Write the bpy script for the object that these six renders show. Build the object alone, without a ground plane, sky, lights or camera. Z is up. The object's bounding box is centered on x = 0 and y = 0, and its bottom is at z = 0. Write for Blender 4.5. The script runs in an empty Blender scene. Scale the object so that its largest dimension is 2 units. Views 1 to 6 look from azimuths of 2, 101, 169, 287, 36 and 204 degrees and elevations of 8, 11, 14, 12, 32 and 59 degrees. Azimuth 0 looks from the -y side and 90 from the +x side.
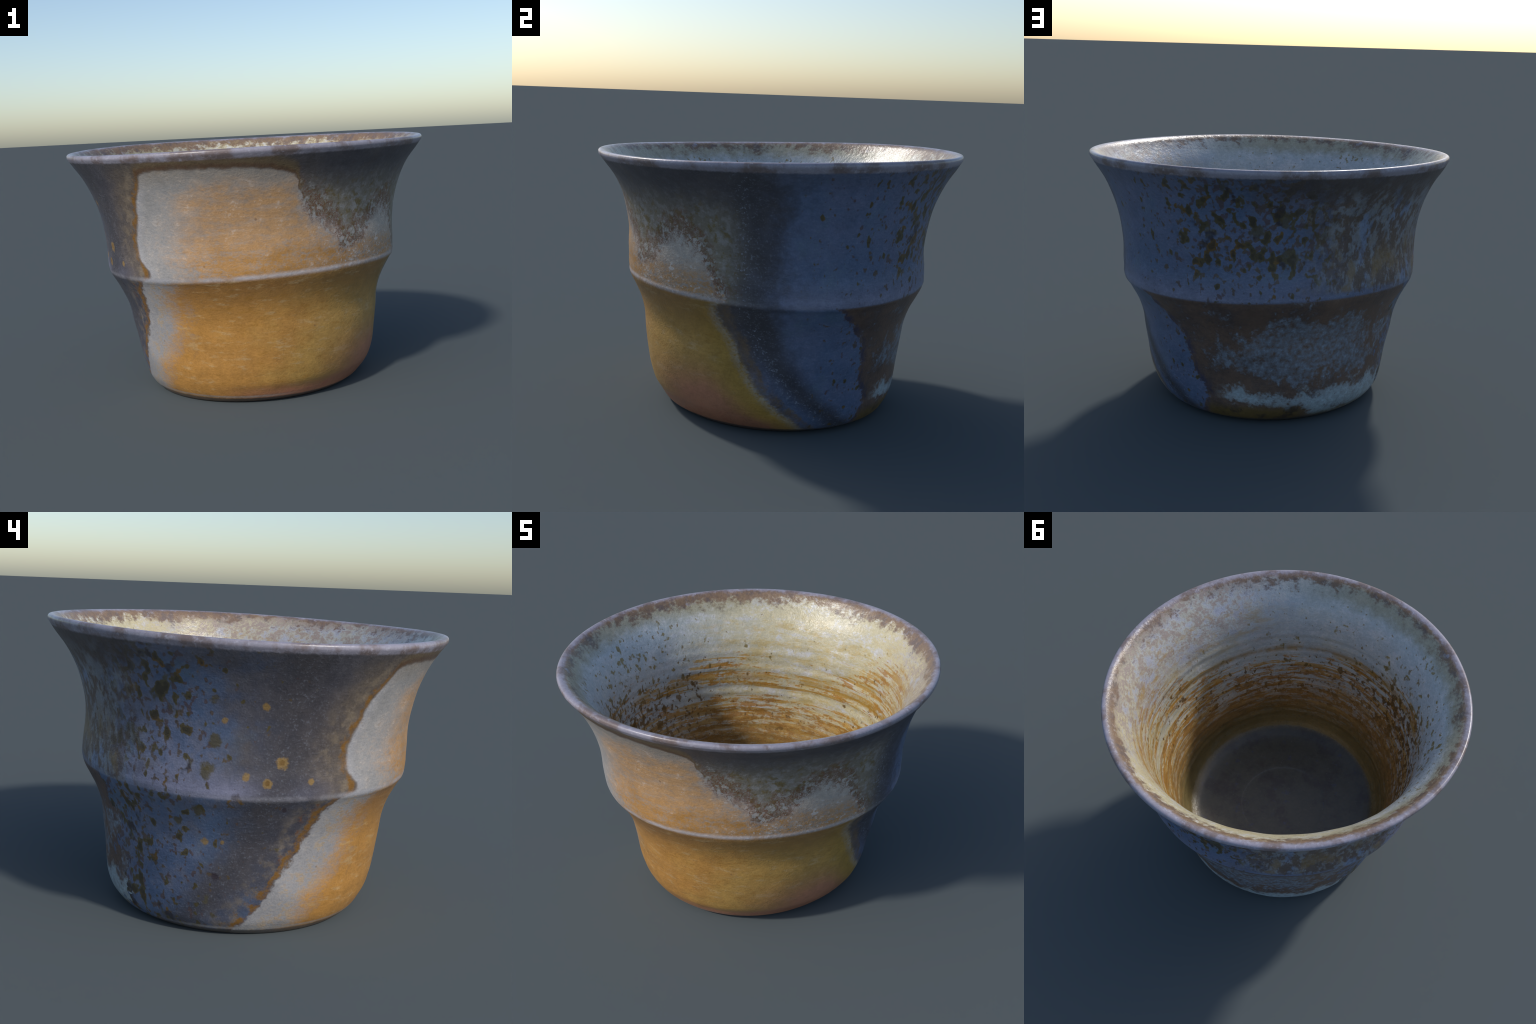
import bpy, math
import numpy as np

# ---------------------------------------------------------------- geometry
# Thrown cup with a flared, slightly oval and tilted rim.  Level h runs
# 0 = standing ring, 1 = shoulder line, 2 = top of the lip.
# columns: level, radius, offset x, offset y, oval cos/sin, three-lobe cos/sin
PROFILE = [
    (0.000, .570, -.010, .014, -.001, .012, -.001, .000),
    (0.032, .602, -.005, .019, -.001, .009, -.005, .003),
    (0.065, .621, -.003, .020, -.001, .009, -.003, .004),
    (0.105, .638, -.001, .020, .000, .008, -.001, .004),
    (0.165, .656, .004, .016, -.001, .004, .000, .003),
    (0.250, .671, .008, .012, .001, .004, -.001, .002),
    (0.400, .688, .009, .008, .002, .007, -.004, .002),
    (0.550, .704, .008, .011, .004, .012, -.007, .006),
    (0.700, .719, .004, .013, .004, .019, -.007, .009),
    (0.820, .747, .001, .013, .005, .022, -.006, .008),
    (0.910, .778, .001, .014, .005, .023, -.005, .008),
    (0.970, .8005, .001, .013, .006, .024, -.004, .008),
    (0.990, .8075, .002, .012, .007, .026, -.003, .009),
    (1.008, .8110, .002, .012, .007, .027, -.003, .009),
    (1.030, .8125, .001, .012, .008, .028, -.003, .010),
    (1.070, .8130, .001, .011, .008, .028, -.004, .010),
    (1.130, .8130, .002, .010, .010, .029, -.005, .010),
    (1.220, .811, .003, .006, .011, .030, -.006, .010),
    (1.350, .814, .003, .006, .013, .036, -.007, .010),
    (1.500, .829, .002, .004, .014, .038, -.006, .009),
    (1.650, .858, .000, .004, .016, .039, -.005, .007),
    (1.800, .905, -.002, .003, .017, .035, -.003, .003),
    (1.900, .950, -.001, .001, .018, .029, -.002, -.001),
    (1.962, .977, .000, -.003, .017, .028, -.001, -.003),
]
# height of the rim and of the shoulder line round the cup
RIM_Z = (1.360, .005, .023, -.002, -.002, .000, .004)
MID_Z = (.698, .005, .009, -.007, -.009, .001, -.002)
# inner face: level, radius
INNER = [
    (1.962, .922), (1.900, .888), (1.800, .838), (1.650, .789), (1.500, .760),
    (1.350, .746), (1.220, .735), (1.130, .728), (1.000, .713), (.820, .680),
    (.700, .660), (.600, .648), (.500, .639), (.420, .631), (.360, .621), (.310, .605), (.280, .585),
    (.260, .555), (.244, .510), (.232, .430), (.222, .290), (.217, .130), (.216, .0),
]
LIP_R = .026          # radius of the rounded lip

NTH = 720
theta = np.arange(NTH) * 2 * np.pi / NTH
HARM = np.stack([np.ones(NTH), np.cos(theta), np.sin(theta), np.cos(2 * theta),
                 np.sin(2 * theta), np.cos(3 * theta), np.sin(3 * theta)])


def smooth_interp(xs, ys, q):
    """Cubic Hermite interpolation of rows ys(xs) at q."""
    xs = np.asarray(xs, float)
    ys = np.asarray(ys, float)
    h = np.diff(xs)[:, None]
    d = np.diff(ys, axis=0) / h
    t = np.zeros_like(ys)
    t[1:-1] = (d[:-1] * h[1:] + d[1:] * h[:-1]) / (h[:-1] + h[1:])
    t[0], t[-1] = d[0], d[-1]
    k = np.clip(np.searchsorted(xs, q, side='right') - 1, 0, len(xs) - 2)
    hk = h[k]
    s = ((q - xs[k])[:, None]) / hk
    return ((2*s**3 - 3*s**2 + 1) * ys[k] + (s**3 - 2*s**2 + s) * hk * t[k]
            + (-2*s**3 + 3*s**2) * ys[k+1] + (s**3 - s**2) * hk * t[k+1])


rim_z = np.array(RIM_Z) @ HARM
mid_z = np.array(MID_Z) @ HARM


def level_z(h):
    h = np.asarray(h)[:, None]
    return np.where(h <= 1, h * mid_z, mid_z + (h - 1) * (rim_z - mid_z))


prof = np.array(PROFILE)


def waviness(z, seed, freq_t, freq_z, amp):
    """Smooth periodic unevenness from a few random waves."""
    rng = np.random.default_rng(seed)
    out = np.zeros_like(z)
    for _ in range(14):
        n = rng.integers(1, freq_t)
        kz = rng.uniform(-freq_z, freq_z)
        out += np.cos(n * theta[None, :] + kz * z + rng.uniform(0, 6.28)) / 14 ** .5
    return out * amp


# outer face, standing ring to below the lip
q_out = np.concatenate([np.linspace(0, .16, 24, endpoint=False),
                        np.linspace(.16, .9, 64, endpoint=False),
                        np.linspace(.9, 1.12, 36, endpoint=False),
                        np.linspace(1.12, 1.962, 84)])
r_out = smooth_interp(prof[:, 0], prof[:, 1:], q_out) @ HARM
z_out = level_z(q_out)


def bump(az_c, az_w, h0, h1, amp, ramp=.3):
    """Local swelling or dent of the wall; azimuth 0 is -y, 90 is +x."""
    az = np.degrees(theta) + 90
    d = (az - az_c + 180) % 360 - 180
    side = np.exp(-(d / az_w) ** 2)[None]
    up = np.clip((q_out - h0) / ramp, 0, 1) * np.clip((h1 - q_out) / .2, 0, 1)
    return amp * side * (up * up * (3 - 2 * up))[:, None]


r_out += bump(330, 24, .9, 2.1, .013) + bump(340, 20, .2, 1.3, .005) + bump(335, 34, -.02, .45, .012, .04) + bump(148, 22, .05, 1.5, -.010)
r_out += waviness(z_out, 3, 26, 28, .0006) * np.clip(q_out / .1, 0, 1)[:, None]
outer = np.stack([r_out, z_out], -1)

# inner face, lip to centre of the floor
inn = np.array(INNER)
q_in = np.concatenate([np.linspace(1.962, .42, 204, endpoint=False),
                       np.linspace(.42, .244, 60, endpoint=False),
                       .216 + .028 * np.linspace(1, 0, 50) ** 2])
order = np.argsort(inn[:, 0])
base_in = smooth_interp(inn[order, 0], inn[order, 1:2], q_in)[:, 0]
# out-of-round terms follow the outside but without the shoulder step
soft = smooth_interp(prof[:, 0], prof[:, 2:], q_in)
kern = np.hanning(31); kern /= kern.sum()
soft = np.stack([np.convolve(np.pad(c, 15, mode='edge'), kern, 'valid') for c in soft.T], -1)
shrink = np.clip(base_in / .55, 0, 1)[:, None]
r_in = base_in[:, None] + (soft * shrink) @ HARM[1:]
lean = np.clip((q_in - .3) / .3, 0, 1) * np.clip((1.6 - q_in) / .5, 0, 1)
r_in += lean[:, None] * (-.004 * HARM[1] - .012 * HARM[2])
r_in[-1] = 0
z_in = level_z(q_in)
flat = np.clip((q_in - .24) / .1, 0, 1)[:, None]
z_in = z_in * flat + (z_in.mean(1)[:, None]) * (1 - flat)
# throwing rings
ring = (np.sin(z_in * 118 + np.sin(theta)[None] * .8) * .6
        + np.sin(z_in * 71 + 1.3 + np.cos(theta)[None] * 1.5) * .8)
r_in += ring * .0016 * np.clip((q_in - .33) / .1, 0, 1)[:, None] * np.clip((1.7 - q_in) / .3, 0, 1)[:, None]
r_in += waviness(z_in, 11, 24, 34, .0015) * shrink * np.clip((1.962 - q_in) / .1, 0, 1)[:, None]
inner = np.stack([r_in, z_in], -1)

# rounded lip from outer[-1] over the top to inner[0]
a, b = outer[-1], inner[0]
ta = outer[-1] - outer[-4]
ta /= np.linalg.norm(ta, axis=1)[:, None]
tb = inner[0] - inner[3]
tb /= np.linalg.norm(tb, axis=1)[:, None]
ta = ta * .45 + np.array([-.05, .55])
ta /= np.linalg.norm(ta, axis=1)[:, None]
k = .036
s = np.linspace(0, 1, 22)[1:-1][:, None, None]
c1, c2 = a + ta * k, b + tb * k
lip = (1-s)**3 * a + 3*(1-s)**2 * s * c1 + 3*(1-s) * s**2 * c2 + s**3 * b

# underside: shallow recess inside the standing ring
q_u = np.linspace(1, 0, 16)[1:]
r_u = outer[0][:, 0] * q_u[:, None]
z_u = .018 * np.clip((1 - q_u) / .12, 0, 1) ** 2 * (1 - .3 * q_u)
under = np.stack([r_u, np.repeat(z_u[:, None], NTH, 1)], -1)

rows = np.concatenate([under[::-1], outer, lip, inner])
n_under, n_out, n_lip, n_in = len(under), len(outer), len(lip), len(inner)
XYZ = np.stack([rows[..., 0] * np.cos(theta), rows[..., 0] * np.sin(theta), rows[..., 1]], -1)

# centre the box, stand on z = 0
lo, hi = XYZ.reshape(-1, 3).min(0), XYZ.reshape(-1, 3).max(0)
print('raw box', lo, hi)
XYZ -= np.array([(lo[0] + hi[0]) / 2, (lo[1] + hi[1]) / 2, lo[2]])

# vertex normals of the whole body
dt = np.roll(XYZ, -1, 1) - np.roll(XYZ, 1, 1)
dr = np.gradient(XYZ, axis=0)
NRM = np.cross(dt, dr)
ln = np.linalg.norm(NRM, axis=-1, keepdims=True)
NRM = np.where(ln > 1e-12, NRM / np.maximum(ln, 1e-12), 0)
NRM[0] = (0, 0, -1)
NRM[-1] = (0, 0, 1)

NR = len(rows)
i_out = n_under
i_mid = i_out + int(np.argmin(abs(q_out - 1.0)))
i_foot = i_out + int(np.argmin(abs(q_out - .05)))
i_lip = i_out + n_out - 2
i_in = i_out + n_out + int(n_lip * .55)
i_floor = i_out + n_out + n_lip + int(np.argmin(abs(q_in - .30)))


def make_part(name, i0, i1, material, parent):
    """Mesh from rows i0..i1 of the body, sharing the body's normals."""
    nr = i1 - i0 + 1
    verts = XYZ[i0:i1+1].reshape(-1, 3)
    nrm = NRM[i0:i1+1].reshape(-1, 3)
    i = np.arange(nr - 1)[:, None] * NTH
    j = np.arange(NTH)[None]
    jn = (j + 1) % NTH
    faces = np.stack([i + j, i + jn, i + NTH + jn, i + NTH + j], -1).reshape(-1, 4)
    me = bpy.data.meshes.new(name)
    me.vertices.add(len(verts))
    me.vertices.foreach_set('co', verts.ravel())
    me.loops.add(faces.size)
    me.loops.foreach_set('vertex_index', faces.ravel())
    me.polygons.add(len(faces))
    me.polygons.foreach_set('loop_start', np.arange(len(faces)) * 4)
    me.update(calc_edges=True)
    me.validate()
    me.polygons.foreach_set('use_smooth', np.ones(len(me.polygons), bool))
    if len(me.vertices) == len(nrm):
        me.normals_split_custom_set_from_vertices(nrm.tolist())
    me.materials.append(material)
    ob = bpy.data.objects.new(name, me)
    bpy.context.scene.collection.objects.link(ob)
    ob.parent = parent
    return ob

# ---------------------------------------------------------------- materials
class Val:
    """A node socket that can be used in arithmetic."""
    def __init__(self, g, sock):
        self.g, self.s = g, sock

    def _op(self, op, *others, clamp=False):
        n = self.g.nt.nodes.new('ShaderNodeMath')
        n.operation = op
        n.use_clamp = clamp
        for k, o in enumerate((self,) + others):
            if isinstance(o, Val):
                self.g.nt.links.new(o.s, n.inputs[k])
            else:
                n.inputs[k].default_value = float(o)
        return Val(self.g, n.outputs[0])

    def __add__(self, o): return self._op('ADD', o)
    __radd__ = __add__
    def __sub__(self, o): return self._op('SUBTRACT', o)
    def __rsub__(self, o): return (self * -1.0)._op('ADD', o)
    def __mul__(self, o): return self._op('MULTIPLY', o)
    __rmul__ = __mul__
    def __truediv__(self, o): return self._op('DIVIDE', o)
    def __neg__(self): return self * -1.0
    def abs(self): return self._op('ABSOLUTE')
    def min(self, o): return self._op('MINIMUM', o)
    def max(self, o): return self._op('MAXIMUM', o)
    def sin(self): return self._op('SINE')
    def pow(self, o): return self._op('POWER', o)
    def clamp(self): return self._op('ADD', 0.0, clamp=True)
    def mod(self, o): return self._op('FLOORED_MODULO', o)

    def step(self, a, b):
        """Smooth step from 0 at a to 1 at b (a may exceed b)."""
        lo, hi = (a, b) if a < b else (b, a)
        n = self.g.nt.nodes.new('ShaderNodeMapRange')
        n.interpolation_type = 'SMOOTHSTEP'
        self.g.nt.links.new(self.s, n.inputs[0])
        n.inputs[1].default_value = lo
        n.inputs[2].default_value = hi
        n.inputs[3].default_value = 0.0 if a < b else 1.0
        n.inputs[4].default_value = 1.0 if a < b else 0.0
        return Val(self.g, n.outputs[0])

    def band(self, c, w, soft=1.0):
        """1 near c, falling to 0 at distance w."""
        return (self - c).abs().step(w, w * (1 - soft))

    def curve(self, pts):
        """Smooth curve through control points (x, y)."""
        x0, x1 = pts[0][0], pts[-1][0]
        ys = [p[1] for p in pts]
        y0, y1 = min(ys), max(ys)
        n = self.g.nt.nodes.new('ShaderNodeFloatCurve')
        c = n.mapping.curves[0]
        while len(c.points) < len(pts):
            c.points.new(.5, .5)
        for p, (x, y) in zip(c.points, pts):
            p.location = ((x - x0) / (x1 - x0), (y - y0) / (y1 - y0))
            p.handle_type = 'AUTO_CLAMPED'
        n.mapping.update()
        self.g.nt.links.new(((self - x0) / (x1 - x0)).clamp().s, n.inputs['Value'])
        return Val(self.g, n.outputs[0]) * (y1 - y0) + y0


class Glaze:
    """Node tree with cup coordinates: azimuth, height, shoulder and rim offsets."""
    def __init__(self, name):
        self.mat = bpy.data.materials.new(name)
        self.mat.use_nodes = True
        self.nt = self.mat.node_tree
        self.bsdf = self.nt.nodes['Principled BSDF']
        tc = self.nt.nodes.new('ShaderNodeTexCoord')
        self.P = tc.outputs['Object']
        sep = self.nt.nodes.new('ShaderNodeSeparateXYZ')
        self.nt.links.new(self.P, sep.inputs[0])
        self.x, self.y, self.z = (Val(self, sep.outputs[k]) for k in range(3))
        self.r = (self.x * self.x + self.y * self.y).pow(.5)
        self.az = self.x._op('ARCTAN2', -self.y) * (180 / math.pi)
        self.azb = self.az.mod(360)
        rr = self.r.max(.01)
        c, s = self.x / rr, self.y / rr
        c2, s2 = c * c - s * s, c * s * 2
        self.mid = c * MID_Z[1] + s * MID_Z[2] + c2 * MID_Z[3] + s2 * MID_Z[4] + MID_Z[0]
        self.top = c * RIM_Z[1] + s * RIM_Z[2] + c2 * RIM_Z[3] + s2 * RIM_Z[4] + RIM_Z[0]
        self.dm = self.z - self.mid        # above the shoulder
        self.dtop = self.top - self.z      # below the lip
        self.arc = self.r * (math.pi / 180)
        # radial offset from the crown of the lip: positive outside
        self.rl = self.r - (s * -.003 + c2 * .017 + s2 * .029 + .956)

    def vec(self, sx=1, sy=1, sz=1, off=(0, 0, 0), warp=None):
        m = self.nt.nodes.new('ShaderNodeMapping')
        m.inputs['Location'].default_value = off
        m.inputs['Scale'].default_value = (sx, sy, sz)
        self.nt.links.new(self.P, m.inputs['Vector'])
        out = m.outputs[0]
        if warp:
            scale, amp = warp
            n = self.nt.nodes.new('ShaderNodeTexNoise')
            n.inputs['Scale'].default_value = scale
            n.inputs['Detail'].default_value = 2
            self.nt.links.new(out, n.inputs['Vector'])
            v = self.nt.nodes.new('ShaderNodeVectorMath')
            v.operation = 'MULTIPLY_ADD'
            self.nt.links.new(n.outputs['Color'], v.inputs[0])
            v.inputs[1].default_value = (amp * 2,) * 3
            self.nt.links.new(out, v.inputs[2])
            out = v.outputs[0]
        return out

    def noise(self, scale, detail=3, rough=.55, vec=None, dist=0, seed=0):
        """Noise centred on 0, about -0.5..0.5."""
        n = self.nt.nodes.new('ShaderNodeTexNoise')
        n.inputs['Scale'].default_value = scale
        n.inputs['Detail'].default_value = detail
        n.inputs['Roughness'].default_value = rough
        n.inputs['Distortion'].default_value = dist
        self.nt.links.new(vec or self.vec(off=(seed * 3.7, seed * 1.9, seed * 2.3)), n.inputs['Vector'])
        return Val(self, n.outputs[0]) - .5

    def cells(self, scale, vec=None, rand=1.0, smooth=None):
        """Voronoi cells: distance from the cell point, and three random values."""
        n = self.nt.nodes.new('ShaderNodeTexVoronoi')
        n.inputs['Scale'].default_value = scale
        n.inputs['Randomness'].default_value = rand
        self.nt.links.new(vec or self.P, n.inputs['Vector'])
        sp = self.nt.nodes.new('ShaderNodeSeparateColor')
        self.nt.links.new(n.outputs['Color'], sp.inputs[0])
        return Val(self, n.outputs['Distance']), [Val(self, sp.outputs[k]) for k in range(3)]

    def spots(self, scale, density, size, vec=None, edge=.12):
        """Irregular spots: density 0..1 says which cells carry one."""
        d, rnd = self.cells(scale, vec)
        rad = (rnd[1] * .75 + .35) * size + self.noise(scale * 1.9, 2, .5, vec=vec) * size * 1.3
        on = (density - rnd[0]).step(0, .08)
        return (rad - d).step(-edge, edge) * on, rnd[2]

    def mix(self, a, b, f):
        n = self.nt.nodes.new('ShaderNodeMix')
        n.data_type = 'RGBA'
        n.clamp_factor = True
        for sock, v in ((n.inputs[0], f), (n.inputs[6], a), (n.inputs[7], b)):
            if isinstance(v, Val):
                self.nt.links.new(v.s, sock)
            elif isinstance(v, (int, float)):
                sock.default_value = v
            elif isinstance(v, tuple):
                sock.default_value = (*v, 1)
            else:
                self.nt.links.new(v, sock)
        return n.outputs[2]

    def bright(self, col, f):
        """Scale a colour by a value."""
        v = self.nt.nodes.new('ShaderNodeVectorMath')
        v.operation = 'SCALE'
        self.nt.links.new(col, v.inputs[0])
        self.nt.links.new(f.s, v.inputs[3])
        return v.outputs[0]

    def finish(self, col, rough, bump_h, bump_d, strength=.5, coat=0.0):
        self.nt.links.new(col, self.bsdf.inputs['Base Color'])
        if isinstance(rough, Val):
            self.nt.links.new(rough.s, self.bsdf.inputs['Roughness'])
        else:
            self.bsdf.inputs['Roughness'].default_value = rough
        b = self.nt.nodes.new('ShaderNodeBump')
        b.inputs['Strength'].default_value = strength
        b.inputs['Distance'].default_value = bump_d
        self.nt.links.new(bump_h.s, b.inputs['Height'])
        self.nt.links.new(b.outputs[0], self.bsdf.inputs['Normal'])
        return self.mat


# glaze colours
WHITE = (.325, .315, .31)
PEACH = (.41, .245, .12)
ORANGE = (.40, .20, .05)
GOLD = (.39, .235, .065)
PINK = (.36, .155, .095)
UMBER = (.25, .125, .04)
AMBER = (.20, .098, .022)
RUST = (.15, .068, .035)
SLATE = (.066, .064, .080)
TAUPE = (.15, .112, .075)
BLUE = (.088, .132, .228)
LILAC = (.13, .15, .24)
BELT = (.235, .235, .325)
OLIVE = (.088, .070, .028)
INK = (.05, .045, .06)
BROWN = (.138, .090, .066)
ASHBLUE = (.19, .225, .275)
PALE = (.36, .45, .50)
LIP = (.29, .275, .33)
LIPBROWN = (.165, .12, .105)
BANDBROWN = (.20, .125, .078)


def lip_colour(g):
    """Worn lilac lip with brown stretches, brown on its inner side."""
    n = g.noise(7, 4, .65, seed=4)
    c = g.mix(LIP, LIPBROWN, n.step(-.06, .14) * .85)
    fine = g.noise(40, 3, .6, seed=5)
    c = g.mix(c, (.40, .39, .46), fine.step(.06, .2) * .5)
    return g.mix(c, band_colour(g), (g.rl + fine * .05 + n * .06).step(.002, -.03) * .6)


def band_colour(g):
    """Brown glaze break just inside the lip."""
    n = g.noise(16, 5, .7, seed=6)
    c = g.mix(BANDBROWN, (.135, .095, .085), n.step(-.02, .14))
    c = g.mix(c, (.27, .19, .10), n.step(-.06, -.18) * .8)
    return g.mix(c, (.33, .34, .42), g.noise(9, 4, .65, seed=7).step(.12, .22) * .7)


def outer_glaze():
    g = Glaze('outer_glaze')
    az, z, dm, dtop = g.az, g.z, g.dm, g.dtop
    b = g.azb
    # warps for the borders
    w_big = g.noise(3.2, 2, .5, seed=1) * .10
    w_mid = g.noise(13, 3, .6, seed=2)
    w_fine = g.noise(46, 4, .7, seed=3)
    up = dm.step(-.006, .006)
    low = 1.0 - up

    grain = g.noise(46, 4, .62, vec=g.vec(1, 1, 1.7))
    grain2 = g.noise(120, 2, .55, seed=8)
    soft = g.noise(5, 4, .6, seed=9)
    cloud = g.noise(4.2, 5, .62, seed=14)
    streak = g.noise(9, 4, .62, vec=g.vec(1, 1, 4.0))
    blotch = g.noise(17, 4, .6, seed=15)

    # ---- front panel: signed distances to its left, right and upper borders
    e_left = z.curve([(0, -76), (.08, -70), (.19, -63), (.33, -55.5), (.48, -49), (.6, -46),
                      (.67, -42), (.72, -36), (.76, -38), (.81, -41), (.88, -41.2), (.98, -39),
                      (1.1, -36), (1.2, -32), (1.4, -26)])
    d_left = (az - e_left) * g.arc + w_mid * (low * .07 + .022) + w_fine * (low * .03 + .012)
    e_right = z.curve([(0, 119), (.066, 113), (.144, 105), (.29, 94.5), (.49, 87), (.65, 81.5), (.71, 86),
                       (.8, 92), (1.0, 93), (1.2, 92), (1.4, 92)])
    d_right = (e_right - az) * g.arc + w_mid * .04 + w_fine * .06
    z_top = az.curve([(-60, 1.16), (-33, 1.225), (-24, 1.254), (2, 1.25), (14, 1.225), (18.5, 1.195), (20, 1.12),
                      (23, 1.06), (30, 1.0), (37, .915), (42, .85), (47, .855), (53, .90), (60, .98), (66, 1.015),
                      (72, .985), (77, .91), (80, .83), (83, .74), (88, .68), (100, .66)])
    rough_edge = az.step(17, 24)
    pore = g.noise(25, 4, .6, seed=35)
    d_top = z_top - z + w_mid * (rough_edge * .10 + .016) + pore * (rough_edge * .26 + .02)

    side = d_left.min(d_right)
    panel = d_left.step(-.010, .012) * d_right.step(-.02, .03) * (d_top.step(-.016, .016) * up + low)

    # upper panel: pale border, peach heart, orange freckled foot
    heart = (d_left + soft * .3).step(.08, .46) * (d_top + soft * .25).step(-.05, .18)
    upper = g.mix(WHITE, PEACH, heart * (az.step(70, 12) * .6 + .35) * (streak * 1.8 + 1.0) + grain * .9 + blotch * .5)
    foot_o = (dm + soft * .12).step(.26, .04) * (d_left + soft * .3).step(.10, .42)
    upper = g.mix(upper, ORANGE, (foot_o * (grain * 4.5 + streak * 2.2 + .55)).clamp() * .92)
    frost = (blotch * .6 + grain).step(.03, .18) * az.step(20, 42) * dm.step(.34, .12)
    upper = g.mix(upper, (.40, .395, .40), frost * .9)
    upper = g.mix(upper, (.40, .385, .36), az.band(66, 17, .6) * dm.step(.08, .2) * .6)
    upper = g.mix(upper, (.27, .16, .06), (blotch * .5 - grain).step(.06, .2) * az.step(26, 44) * dm.step(.26, .05) * .8)
    upper = g.mix(upper, (.40, .395, .42), d_left.step(.07, .0) * .55)
    upper = g.mix(upper, (.45, .445, .45), (grain * .7 + blotch * .5).step(.07, .2) * .35)
    upper = g.mix(upper, (.30, .22, .15), (blotch * .8 - grain * .5).step(.10, .24) * .5)
    upper = g.mix(upper, (.33, .285, .235), (d_top + blotch * .06).step(.10, .02) * az.step(22, 10) * .5)

    # lower panel: pale strip at the left, gold-orange heart, umber under the shoulder, pink foot
    strip = (d_left + soft * .25 + blotch * .22 + grain * .3).step(.08, .36)
    lower = g.mix((.335, .325, .33), ORANGE, strip)
    lower = g.mix(lower, (.36, .27, .17), d_left.step(.0, .12) * (grain * .8 + blotch * .7).step(-.03, .12) * (1.0 - strip) * .75)
    lower = g.mix(lower, GOLD, strip * (az + soft * 90).step(-5, 40) * .9)
    lower = g.mix(lower, UMBER, strip * (dm + soft * .14 + grain * .1).step(-.24, -.02) * .65)
    lower = g.mix(lower, (.43, .30, .15), ((streak + grain * .25).step(.04, .2) * .55) * strip)
    lower = g.mix(lower, (.35, .17, .03), ((streak + grain * .5).step(-.04, -.24) * .55) * strip)
    pink = (az.band(72, 46) * z.step(.42, .12) * 1.2 + z.step(.13, .04) * az.step(-25, 15)) * d_right.step(.03, .26)
    lower = g.mix(lower, PINK, (pink + (soft + blotch) * .5 * pink).clamp() * .9)
    lower = g.mix(lower, (.26, .085, .055), (pink * (blotch + grain).step(.04, .25)).clamp() * z.step(.2, .06) * .5)
    yell = az.step(58, 84) * d_right.step(.30, .08)
    lower = g.mix(lower, (.30, .19, .03), yell * .55 * z.step(.02, .15))
    lower = g.mix(lower, (.30, .285, .26), (d_right + grain * .10).band(.025, .05) * (grain * 3 + .6).clamp() * .8)
    front = g.mix(lower, upper, up)
    pin, _ = g.spots(15, soft * 0.0 + .14, .10, edge=.04)
    front = g.mix(front, (.15, .08, .04), pin * .6)

    # ---- ground colour outside the panel
    blue_l = (b + cloud * 70 + blotch * 25).step(302, 262) * b.step(180, 200)
    blue_r = (b + cloud * 40 + blotch * 15).step(90, 110) * b.step(200, 180)
    blue_amt = (blue_l + blue_r).clamp()
    slate = g.mix(SLATE, (.092, .088, .104), (cloud + blotch * .5).step(-.12, .22))
    slate = g.mix(slate, (.095, .08, .072), soft.step(.0, .2) * .6)
    blue = g.mix(BLUE, LILAC, (cloud * 2.4 + grain * 1.2 + .4).clamp())
    blue = g.mix(blue, (.142, .155, .21), b.step(215, 250) * (blotch + cloud).step(-.15, .2) * .8)
    blue = g.mix(blue, (.085, .13, .19), (soft + grain * .4).step(.04, .22) * .7)
    ground = g.mix(slate, blue, blue_amt)
    # paler belt just above the shoulder
    belt_b = b.curve([(0, 0), (96, 0), (112, .55), (150, .5), (180, .2), (225, .1), (250, .5), (268, .95), (284, .9), (300, .35), (318, .15), (330, 0), (360, 0)])
    ground = g.mix(ground, BELT, (dm + cloud * .05).step(.14, .02) * up * belt_b)
    ground = g.mix(ground, (.20, .212, .305), b.band(264, 28) * dm.step(.42, .10) * up * (blotch * 1.5 + .6).clamp() * .8)
    # taupe halo outside the panel
    halo = (side + blotch * .12).step(-.34, -.02) * up * az.step(40, -20)
    ground = g.mix(ground, TAUPE, halo * .6)
    olive_h = az.step(12, 24) * az.step(100, 80) * up * (z + soft * .15).step(1.27, 1.02)
    ground = g.mix(ground, (.225, .20, .15), olive_h * .85)
    blots = g.noise(30, 4, .6, seed=16)
    ground = g.mix(ground, (.30, .295, .30), (blots + w_mid * .4).step(-.02, .16) * olive_h * .6)
    ground = g.mix(ground, (.15, .105, .03), (blots - w_mid * .5).step(-.05, -.17) * olive_h * .8)
    # dark diagonal sweeps, both sides
    sw_r = z.curve([(0, 137), (.09, 128), (.25, 112), (.44, 101.5), (.65, 96), (.75, 94), (.95, 95), (1.4, 94)])
    sweep_r = ((az - sw_r) * g.arc + w_big * .6 + blotch * .05).band(.0, .15)
    sw_l = z.curve([(0, -102), (.08, -93), (.19, -83), (.33, -75), (.49, -69), (.63, -66), (.8, -60), (1.4, -58)])
    sweep_l = ((az - sw_l) * g.arc + w_big * .8 + blotch * .06).band(.0, .20)
    ground = g.mix(ground, (.055, .055, .068), sweep_r * (up * -.25 + .95))
    ground = g.mix(ground, (.064, .058, .064), sweep_l * .8)
    frosty = (grain2 * .8 + grain * .8).step(.04, .26)
    frost_r = ((az - sw_r) * g.arc + .055).band(0, .07)
    ground = g.mix(ground, (.22, .25, .31), frosty * (sweep_r * .2 + sweep_l * .2 + frost_r * .55 + .10).clamp())

    # ash freckles: olive, rust and ink, denser to the back
    dens = b.curve([(0, 0), (98, .0), (112, .18), (130, .5), (150, .85), (175, 1.0), (200, .95), (235, 1.0), (256, .98),
                    (272, .72), (284, .36), (300, .12), (320, 0), (360, 0)]) * (dm.step(.02, .20) * .5 + .5)
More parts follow.
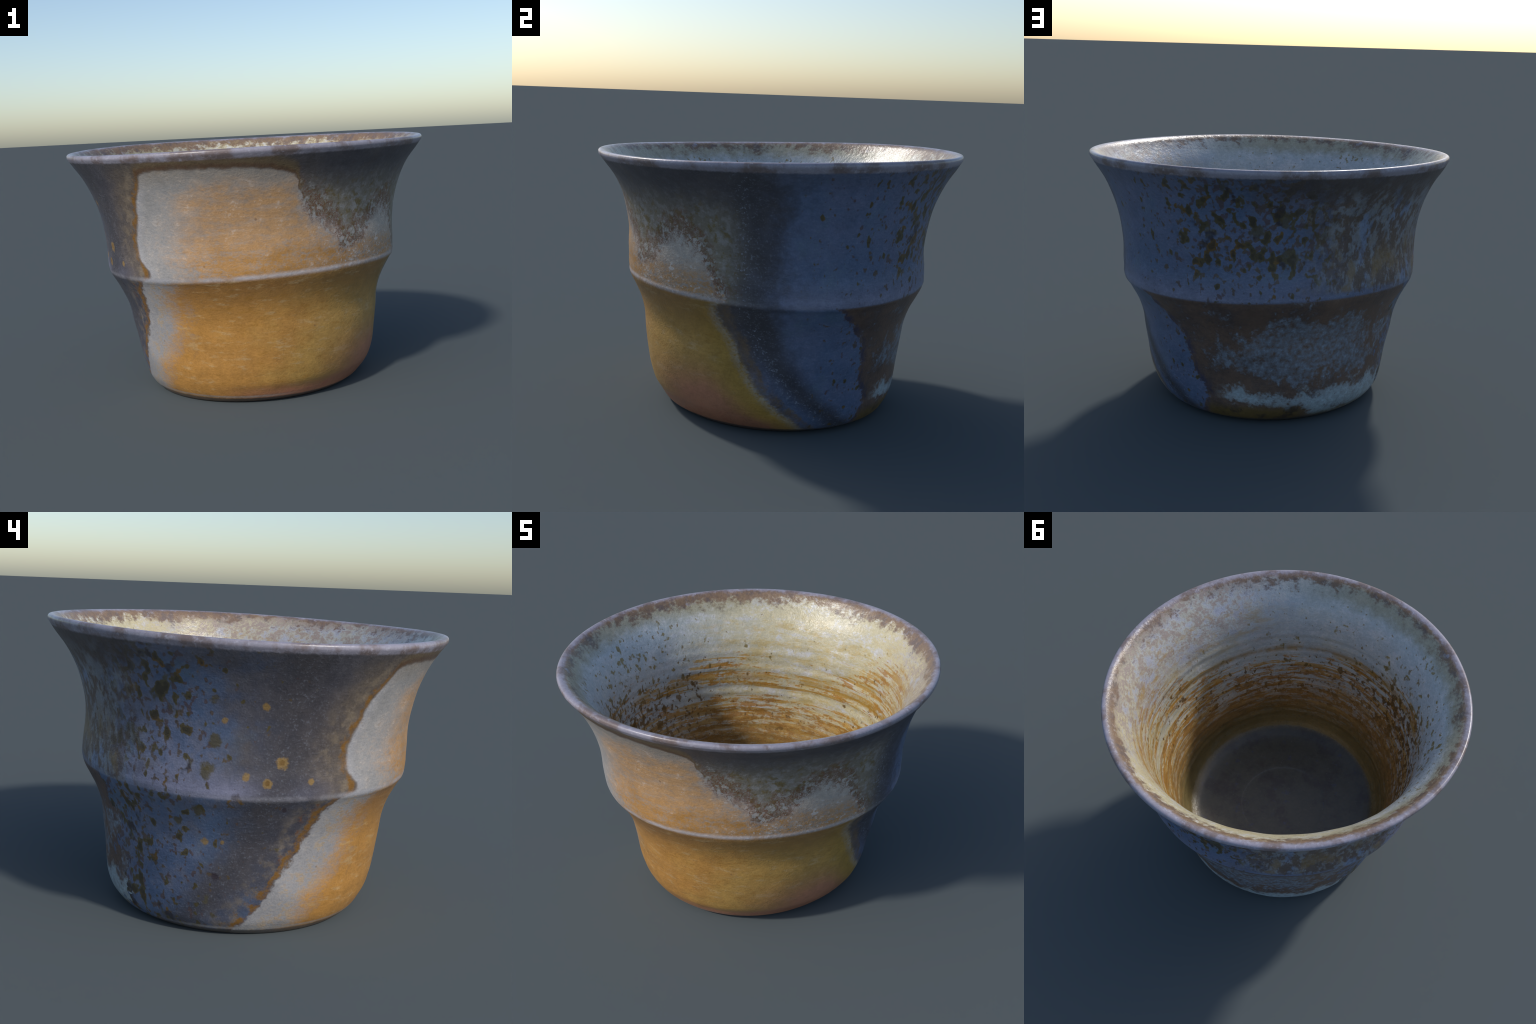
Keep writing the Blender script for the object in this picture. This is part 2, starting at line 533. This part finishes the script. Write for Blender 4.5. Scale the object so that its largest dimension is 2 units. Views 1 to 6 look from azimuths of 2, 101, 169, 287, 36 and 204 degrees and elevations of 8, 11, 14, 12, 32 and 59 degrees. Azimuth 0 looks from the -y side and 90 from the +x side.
    dens_lo = b.curve([(0, 0), (100, 0), (118, .22), (138, .45), (150, .3), (225, .5), (238, .95), (252, .85), (270, .55), (288, .30),
                       (310, .06), (330, 0), (360, 0)])
    zone = dens * up + dens_lo * low
    f1 = g.noise(21, 2, .45, vec=g.vec(1, 1, .75, off=(2, 4, 1)))
    f2 = g.noise(38, 2, .45, vec=g.vec(1, 1, .8, off=(5, 1, 3)))
    f3 = g.noise(10, 3, .5, vec=g.vec(1, 1, .7, off=(8, 2, 5)))
    tint = g.noise(9, 2, .5, seed=18)
    thr = .24 - zone * .20
    gate = zone.step(.02, .12)
    b2 = (f2 - thr * .95).step(-.03, .05) * gate
    b1 = (f1 - thr).step(-.015, .035) * gate
    b3 = (f3 + f2 * .15 - (.25 - (zone - .3) * .22)).step(-.025, .045) * gate
    ground = g.mix(ground, g.mix((.095, .062, .062), (.10, .066, .028), tint.step(-.1, .1)), b2 * .8)
    ground = g.mix(ground, g.mix(OLIVE, (.15, .085, .02), tint.step(.04, .16)), b1 * .95)
    ground = g.mix(ground, g.mix((.09, .078, .045), (.035, .032, .042), (tint + f2 * .5).step(-.02, .08)), b3 * .85)
    core = (f1 - thr - .05).step(.0, .06) * gate
    ground = g.mix(ground, (.04, .034, .028), core * .65)

    # mottled grey-brown field at the back above the shoulder
    mot = (b + w_big * 90 + blotch * 30).step(176, 202) * (b + w_mid * 40).step(264, 238) * up
    m1 = g.noise(13, 4, .62, vec=g.vec(1, 1, .62, off=(1, 8, 2)))
    m2 = g.noise(38, 3, .6, vec=g.vec(1, 1, .6, off=(4, 1, 9)))
    m4 = g.noise(7, 4, .6, vec=g.vec(1, 1, .55, off=(9, 3, 3)))
    field = g.mix((.115, .085, .068), (.20, .22, .25), (m1 + m2 * .7).step(-.06, .10))
    field = g.mix(field, (.25, .235, .20), m2.step(.04, .2) * .6)
    field = g.mix(field, (.19, .125, .05), (m1 - m4).step(.04, .2) * dm.step(.4, .12) * .8)
    field = g.mix(field, (.18, .24, .36), (m4 + m2 * .25).step(.06, .17) * .85)
    field = g.mix(field, INK, (m4 * .7 - m1 * .6).step(.10, .22) * .7)
    keep = (dm + w_fine * .04).step(.045, .015) * b.step(238, 210)
    ground = g.mix(ground, field, mot * (1.0 - keep) * .93)
    # scorched zone under the rim at the back
    burn = (b + cloud * 60).step(146, 180) * (b + cloud * 50).step(266, 246) * (dtop + m1 * .22 + soft * .15).step(.26, .06)
    ground = g.mix(ground, (.085, .07, .068), burn * .85)

    # dry brown field at the back below the shoulder
    e_dry = z.curve([(0, 138), (.06, 140), (.16, 143), (.3, 137.5), (.44, 136), (.55, 131), (.66, 124), (.72, 118)])
    d_dry = ((b - e_dry) * g.arc + w_mid * .06 + w_fine * .08).min((237 - b) * g.arc + w_mid * .28 + blotch * .40 + cloud * .35 + grain * .12)
    dry = d_dry.step(-.006, .012) * low
    m3 = g.noise(36, 4, .65, seed=21)
    ash = ((b.band(190, 66) * z.band(.42, .30) * 1.1) + cloud * 2.2 + m1 * 1.4 + m3 * .8 - z.step(.34, .22) * b.step(182, 160) * .6).step(.25, .60)
    brown = g.mix(BROWN, (.10, .072, .062), (cloud + m3 * .5).step(-.1, .15))
    dcol = g.mix(brown, ASHBLUE, (ash * (m3 * 3.2 + .55)).clamp())
    dcol = g.mix(dcol, (.27, .31, .37), (m3 + grain2 * .4).step(.12, .24) * ash * .6)
    dcol = g.mix(dcol, (.055, .05, .08), d_dry.band(.02, .035) * (w_mid * 5 + .5).clamp())
    pale_z = b.curve([(140, .15), (150, .17), (172, .15), (186, .15), (190, .12), (230, .115), (240, .14)])
    belt_w = b.curve([(140, .0), (150, .012), (182, .018), (190, .06), (225, .07), (240, .07)])
    belt = ((z - pale_z).abs() - belt_w + m3 * .14 + blotch * .22 + cloud * .12).step(.035, -.02) * b.step(146, 154)
    dcol = g.mix(dcol, PALE, belt * (m3 * 1.5 + .75).clamp())
    honey = (z + w_mid * .08 + cloud * .06).step(.13, .07) * b.step(192, 182) * b.step(140, 146)
    dcol = g.mix(dcol, (.13, .085, .025), honey * .9)
    dcol = g.mix(dcol, (.04, .03, .025), honey * m1.step(.0, .14) * .8)
    dcol = g.mix(dcol, (.17, .17, .12), z.step(.07, .03) * b.step(186, 196) * .6)
    ground = g.mix(ground, dcol, dry)

    # amber seam along the panel's left and upper border, brown lace at the right
    seam_n = g.noise(20, 4, .65, seed=31)
    seam_l = (d_left + seam_n * .09).band(-.018, .026, .85) * (d_top.step(-.05, -.01) * up + low)
    seam_t = (d_top + seam_n * .02).band(-.010, .020, .85) * up * d_left.step(-.04, -.01) * az.step(24, 16)
    glow_t = (d_top + seam_n * .05).band(-.03, .06) * up * d_left.step(-.06, .0) * az.step(26, 16) * (d_top.step(.0, -.02))
    ground = g.mix(ground, (.20, .13, .045), glow_t * .75)
    ground = g.mix(ground, (.21, .165, .115), (d_left.band(-.06, .13) * (seam_n + blotch).step(-.1, .22)) * .7)
    col = g.mix(ground, front, panel)
    col = g.mix(col, AMBER, seam_l * (seam_n * 4 + blotch * 2 + .75).clamp())
    col = g.mix(col, (.13, .065, .025), seam_t * (seam_n * 2 + .9).clamp() * .9)
    col = g.mix(col, (.15, .06, .03), ((d_left + seam_n * .1).band(-.055, .025) * low * seam_n.step(.02, .14)) * .8)
    lace_n = g.noise(30, 3, .6, seed=33)
    lace_w = d_top.step(-.15, -.03) * d_top.step(.10, .0) * rough_edge * up * d_right.step(-.03, .08)
    veins = lace_n.abs().step(.055, .012)
    col = g.mix(col, RUST, lace_w * (veins + lace_n.step(.03, .13) * .8).clamp() * .85)
    col = g.mix(col, (.35, .34, .34), lace_w * (lace_n + w_mid * .3).step(-.07, -.15) * .75)
    seam_r = (d_right + seam_n * .04 + grain * .05).band(-.035, .045, .8) * low
    col = g.mix(col, (.15, .10, .06), seam_r * (seam_n * 3 + .7).clamp() * .8)
    # lone ash drops on the slate
    def drop(a0, z0, rad, soft_edge=.35):
        """Round glaze drop at azimuth a0, height z0."""
        u, v = (az - a0) * g.arc, z - z0
        d = (u * u + v * v * .8).pow(.5) + (w_mid * 2.2 + blotch * 1.5 + w_fine * 1.5) * rad
        return d.step(rad * (1 + soft_edge), rad * (1 - soft_edge))
    for a0, z0, rad in ((-61, .844, .021), (-65, .757, .016), (-71, .783, .014), (-77, 1.012, .012),
                        (-66.5, 1.075, .012), (-52, .76, .012), (-84, .466, .014), (-78, .47, .009)):
        col = g.mix(col, (.30, .185, .055), drop(a0, z0, rad) * .8)
        if rad > .015:
            col = g.mix(col, (.16, .085, .02), drop(a0, z0, rad * .5) * .8)
    for a0, z0, rad in ((-85, .619, .021), (-93, .554, .018), (-80, 1.103, .018), (-80, .927, .022), (-82, .80, .026)):
        col = g.mix(col, (.085, .068, .028), drop(a0, z0, rad) * .85)
    for a0, z0, rad in ((-81, .302, .016), (-59, .633, .011), (-74, .689, .022)):
        col = g.mix(col, (.04, .028, .036), drop(a0, z0, rad) * .85)

    # thin glaze on the shoulder edge, dark line under the lip, foot
    edge = (dm - .008).band(0, .022) * g.noise(7, 3, .5, seed=40).step(-.3, .05) * b.curve([(0, 1), (60, .9), (88, .35), (110, .1), (250, .1), (290, .35), (316, .5), (326, 1), (360, 1)])
    col = g.mix(col, (.40, .395, .43), edge * .8)
    col = g.mix(col, (.085, .078, .082), (dtop + w_mid * .03).step(.15, .045) * .3 * (1.0 - panel))
    foot = (z + w_fine * .012).step(.034, .024)
    col = g.mix(col, (.36, .34, .33), (z + w_fine * .01).band(.040, .012) * az.step(-110, -80) * az.step(30, 0) * .6)
    col = g.mix(col, (.065, .058, .055), foot * .85)  # dark coat paints the shade under the turned-in bottom edge
    lipc = lip_colour(g)
    col = g.mix(col, lipc, (dtop + w_fine * .012).step(.050, .038))

    tone = grain * .5 + grain2 * .35 + blotch * .5 + soft * .4 + 1.0
    col = g.bright(col, tone)
    rough = .44 - panel * .04 + grain * .25
    hgt = grain * .7 + grain2 * .5 + g.noise(24, 3, .5, seed=44) * .6
    return g.finish(col, rough, hgt, .004, .5)


def rim_glaze():
    g = Glaze('rim_glaze')
    col = lip_colour(g)
    grain = g.noise(75, 5, .75, vec=g.vec(1, 1, 1.6))
    grain2 = g.noise(170, 2, .6, seed=8)
    col = g.bright(col, grain * .5 + grain2 * .3 + 1.0)
    return g.finish(col, .32, g.noise(30, 3, .5), .004, .3)


def inner_glaze():
    g = Glaze('inner_glaze')
    az, z, b, dtop = g.az, g.z, g.azb, g.dtop
    w_mid = g.noise(13, 3, .6, seed=2)
    w_fine = g.noise(46, 4, .7, seed=3)
    cloud = g.noise(3.6, 5, .62, seed=51)
    mo = g.noise(16, 5, .64, seed=57)
    fine = g.noise(46, 4, .64, vec=g.vec(1, 1, 1.6, off=(1, 2, 3)))
    # cool pale side to the west, warm cream to the east and north
    warm = az.curve([(-180, .95), (-150, .85), (-125, .55), (-105, .15), (-80, .0), (-30, .0), (0, .05), (40, .15), (70, .35),
                     (100, .65), (140, .95), (180, .95)])
    warm = (warm + cloud * .9 + mo * .4).clamp()
    base = g.mix((.42, .47, .50), (.51, .45, .285), warm)
    base = g.mix(base, (.50, .505, .52), (mo + fine * .6).step(.0, .2) * .75)
    hz = g.noise(6, 5, .66, vec=g.vec(1, 1, 4, off=(7, 3, 1)))
    base = g.mix(base, (.43, .32, .12), (hz + fine * .5).step(-.02, .14) * warm * dtop.step(.06, .2) * .8)
    base = g.mix(base, (.47, .47, .49), (hz - fine * .5).step(-.04, -.16) * .6)
    # amber and rust left in the throwing rings
    st = g.noise(2.6, 4, .62, vec=g.vec(1, 1, 17, off=(2, 5, 0)))
    st2 = g.noise(8, 4, .62, vec=g.vec(1, 1, 4.5, off=(6, 1, 3)))
    amber_top = az.curve([(-180, .98), (-150, 1.04), (-125, 1.10), (-100, .98), (-60, 1.05), (-25, .99), (0, .92), (17, .86), (45, .88), (70, .94),
                          (100, 1.16), (130, 1.24), (160, 1.12), (180, .98)])
    below = amber_top - z + cloud * .12
    amt = below.step(-.04, .14) * .185 + below.step(.25, .6) * .05
    pale_r = (z + cloud * .03 + st * .05).band(.785, .06) * az.abs().step(60, 120)
    amt = amt - pale_r * .14
    s1 = (st + mo * .3 + fine * .25 - .20 + amt).step(-.03, .06) * below.step(-.08, .02)
    s2 = (st2 + fine * .4 - .22 + amt).step(-.03, .07) * below.step(-.08, .02)
    base = g.mix(base, (.40, .23, .045), s1 * .85)
    base = g.mix(base, (.33, .155, .025), s2 * .85)
    ring = (z + st * .04).band(.88, .045) * (cloud + mo * .5).step(-.16, .06)
    base = g.mix(base, (.30, .175, .03), ring * .7)
    # rusty lace in the lower third
    lace = g.noise(30, 4, .62, vec=g.vec(1, 1, 1.6))
    lowz = (z + cloud * .2 + st2 * .35).step(.80, .56)
    base = g.mix(base, (.28, .14, .035), (lace * .7 + st2 * .9).step(.0, .10) * lowz * .85)
    base = g.mix(base, (.17, .075, .02), (lace.abs().step(.05, .01) * .7 + lace.step(.1, .18)).clamp() * (st2 + lace * .4).step(-.05, .08) * lowz * .8)
    # ash spots
    depth = below.step(-.1, .25)
    dens = (az.curve([(-180, .15), (-135, .2), (-105, .62), (-60, .72), (-20, .45), (20, .3), (70, .2), (120, .1), (180, .15)])
            + depth * az.abs().curve([(0, .42), (90, .38), (125, .14), (180, .12)])) * dtop.step(.04, .14)
    f1 = g.noise(24, 2, .45, vec=g.vec(1, 1, .8, off=(2, 4, 1)))
    f2 = g.noise(40, 2, .5, vec=g.vec(1, 1, .8, off=(5, 1, 3)))
    thr = .25 - dens * .17
    p1 = (f1 - thr).step(-.03, .05)
    p2 = (f2 - thr).step(-.03, .05)
    base = g.mix(base, g.mix((.23, .18, .06), (.13, .07, .02), depth), p1 * .9)
    base = g.mix(base, g.mix((.20, .145, .06), (.12, .062, .018), depth), p2 * .85)
    # mottled lilac-brown east flank and brown band under the lip
    flank = az.band(88, 75, .6) * (dtop + cloud * .25).step(.46, .14)
    base = g.mix(base, (.27, .20, .165), (mo + fine * .9).step(-.14, .16) * flank * .85)
    base = g.mix(base, (.37, .24, .09), (hz - mo * .6).step(-.02, .12) * flank * dtop.step(.05, .25) * .85)
    base = g.mix(base, (.37, .38, .48), (mo + cloud * .4 + fine * .4).step(.02, -.16) * flank * .7)
    bw = az.curve([(-180, .035), (-130, .026), (-80, .008), (0, .0), (90, .006), (140, .03), (180, .035)])
    bandm = (dtop - .022 - bw + mo * .22 + fine * .10 + cloud * .14).step(.03, -.02)
    yb = (dtop - .085 + mo * .10).step(.05, -.03) * az.step(-170, -130) * az.step(40, -10)
    base = g.mix(base, (.30, .26, .15), yb * .75)
    base = g.mix(base, band_colour(g), bandm * .92)
    base = g.mix(base, lip_colour(g), (g.rl + mo * .05 + fine * .03).step(-.026, -.006)._op('MAXIMUM', g.rl.step(-.012, -.004)))
    # tan and olive low on the wall, dark olive-brown floor
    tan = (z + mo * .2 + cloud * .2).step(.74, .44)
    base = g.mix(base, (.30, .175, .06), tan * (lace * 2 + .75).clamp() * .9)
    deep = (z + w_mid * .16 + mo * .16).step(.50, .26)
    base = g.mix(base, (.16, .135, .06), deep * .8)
    floor_dark = (g.r + w_mid * .012).step(.60, .555) * z.step(.3, .24)
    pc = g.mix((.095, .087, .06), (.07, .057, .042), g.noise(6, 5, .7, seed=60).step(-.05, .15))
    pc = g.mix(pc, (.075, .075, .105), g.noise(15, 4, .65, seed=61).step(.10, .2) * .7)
    base = g.mix(base, pc, floor_dark)
    grain2 = g.noise(120, 2, .6, seed=8)
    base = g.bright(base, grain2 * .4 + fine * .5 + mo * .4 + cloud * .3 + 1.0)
    rough = .30 + w_fine * .2 - floor_dark * .06
    hgt = mo * .6 + w_fine * .5
    return g.finish(base, rough, hgt * (1.0 - floor_dark * .8), .010, .5)


MAT_OUT = outer_glaze()
MAT_RIM = rim_glaze()
MAT_IN = inner_glaze()

# ---------------------------------------------------------------- assembly
cup = bpy.data.objects.new('ceramic_cup', None)
bpy.context.scene.collection.objects.link(cup)
cup['label'] = 'wood-fired stoneware cup, flared rim, orange and blue-grey glaze'
cup['category'] = 'ceramic cup'

make_part('base', 0, i_foot, MAT_OUT, cup)
make_part('lower_wall', i_foot, i_mid, MAT_OUT, cup)
make_part('upper_wall', i_mid, i_lip, MAT_OUT, cup)
make_part('rim', i_lip, i_in, MAT_RIM, cup)
make_part('inner_wall', i_in, i_floor, MAT_IN, cup)
make_part('inner_floor', i_floor, NR - 1, MAT_IN, cup)
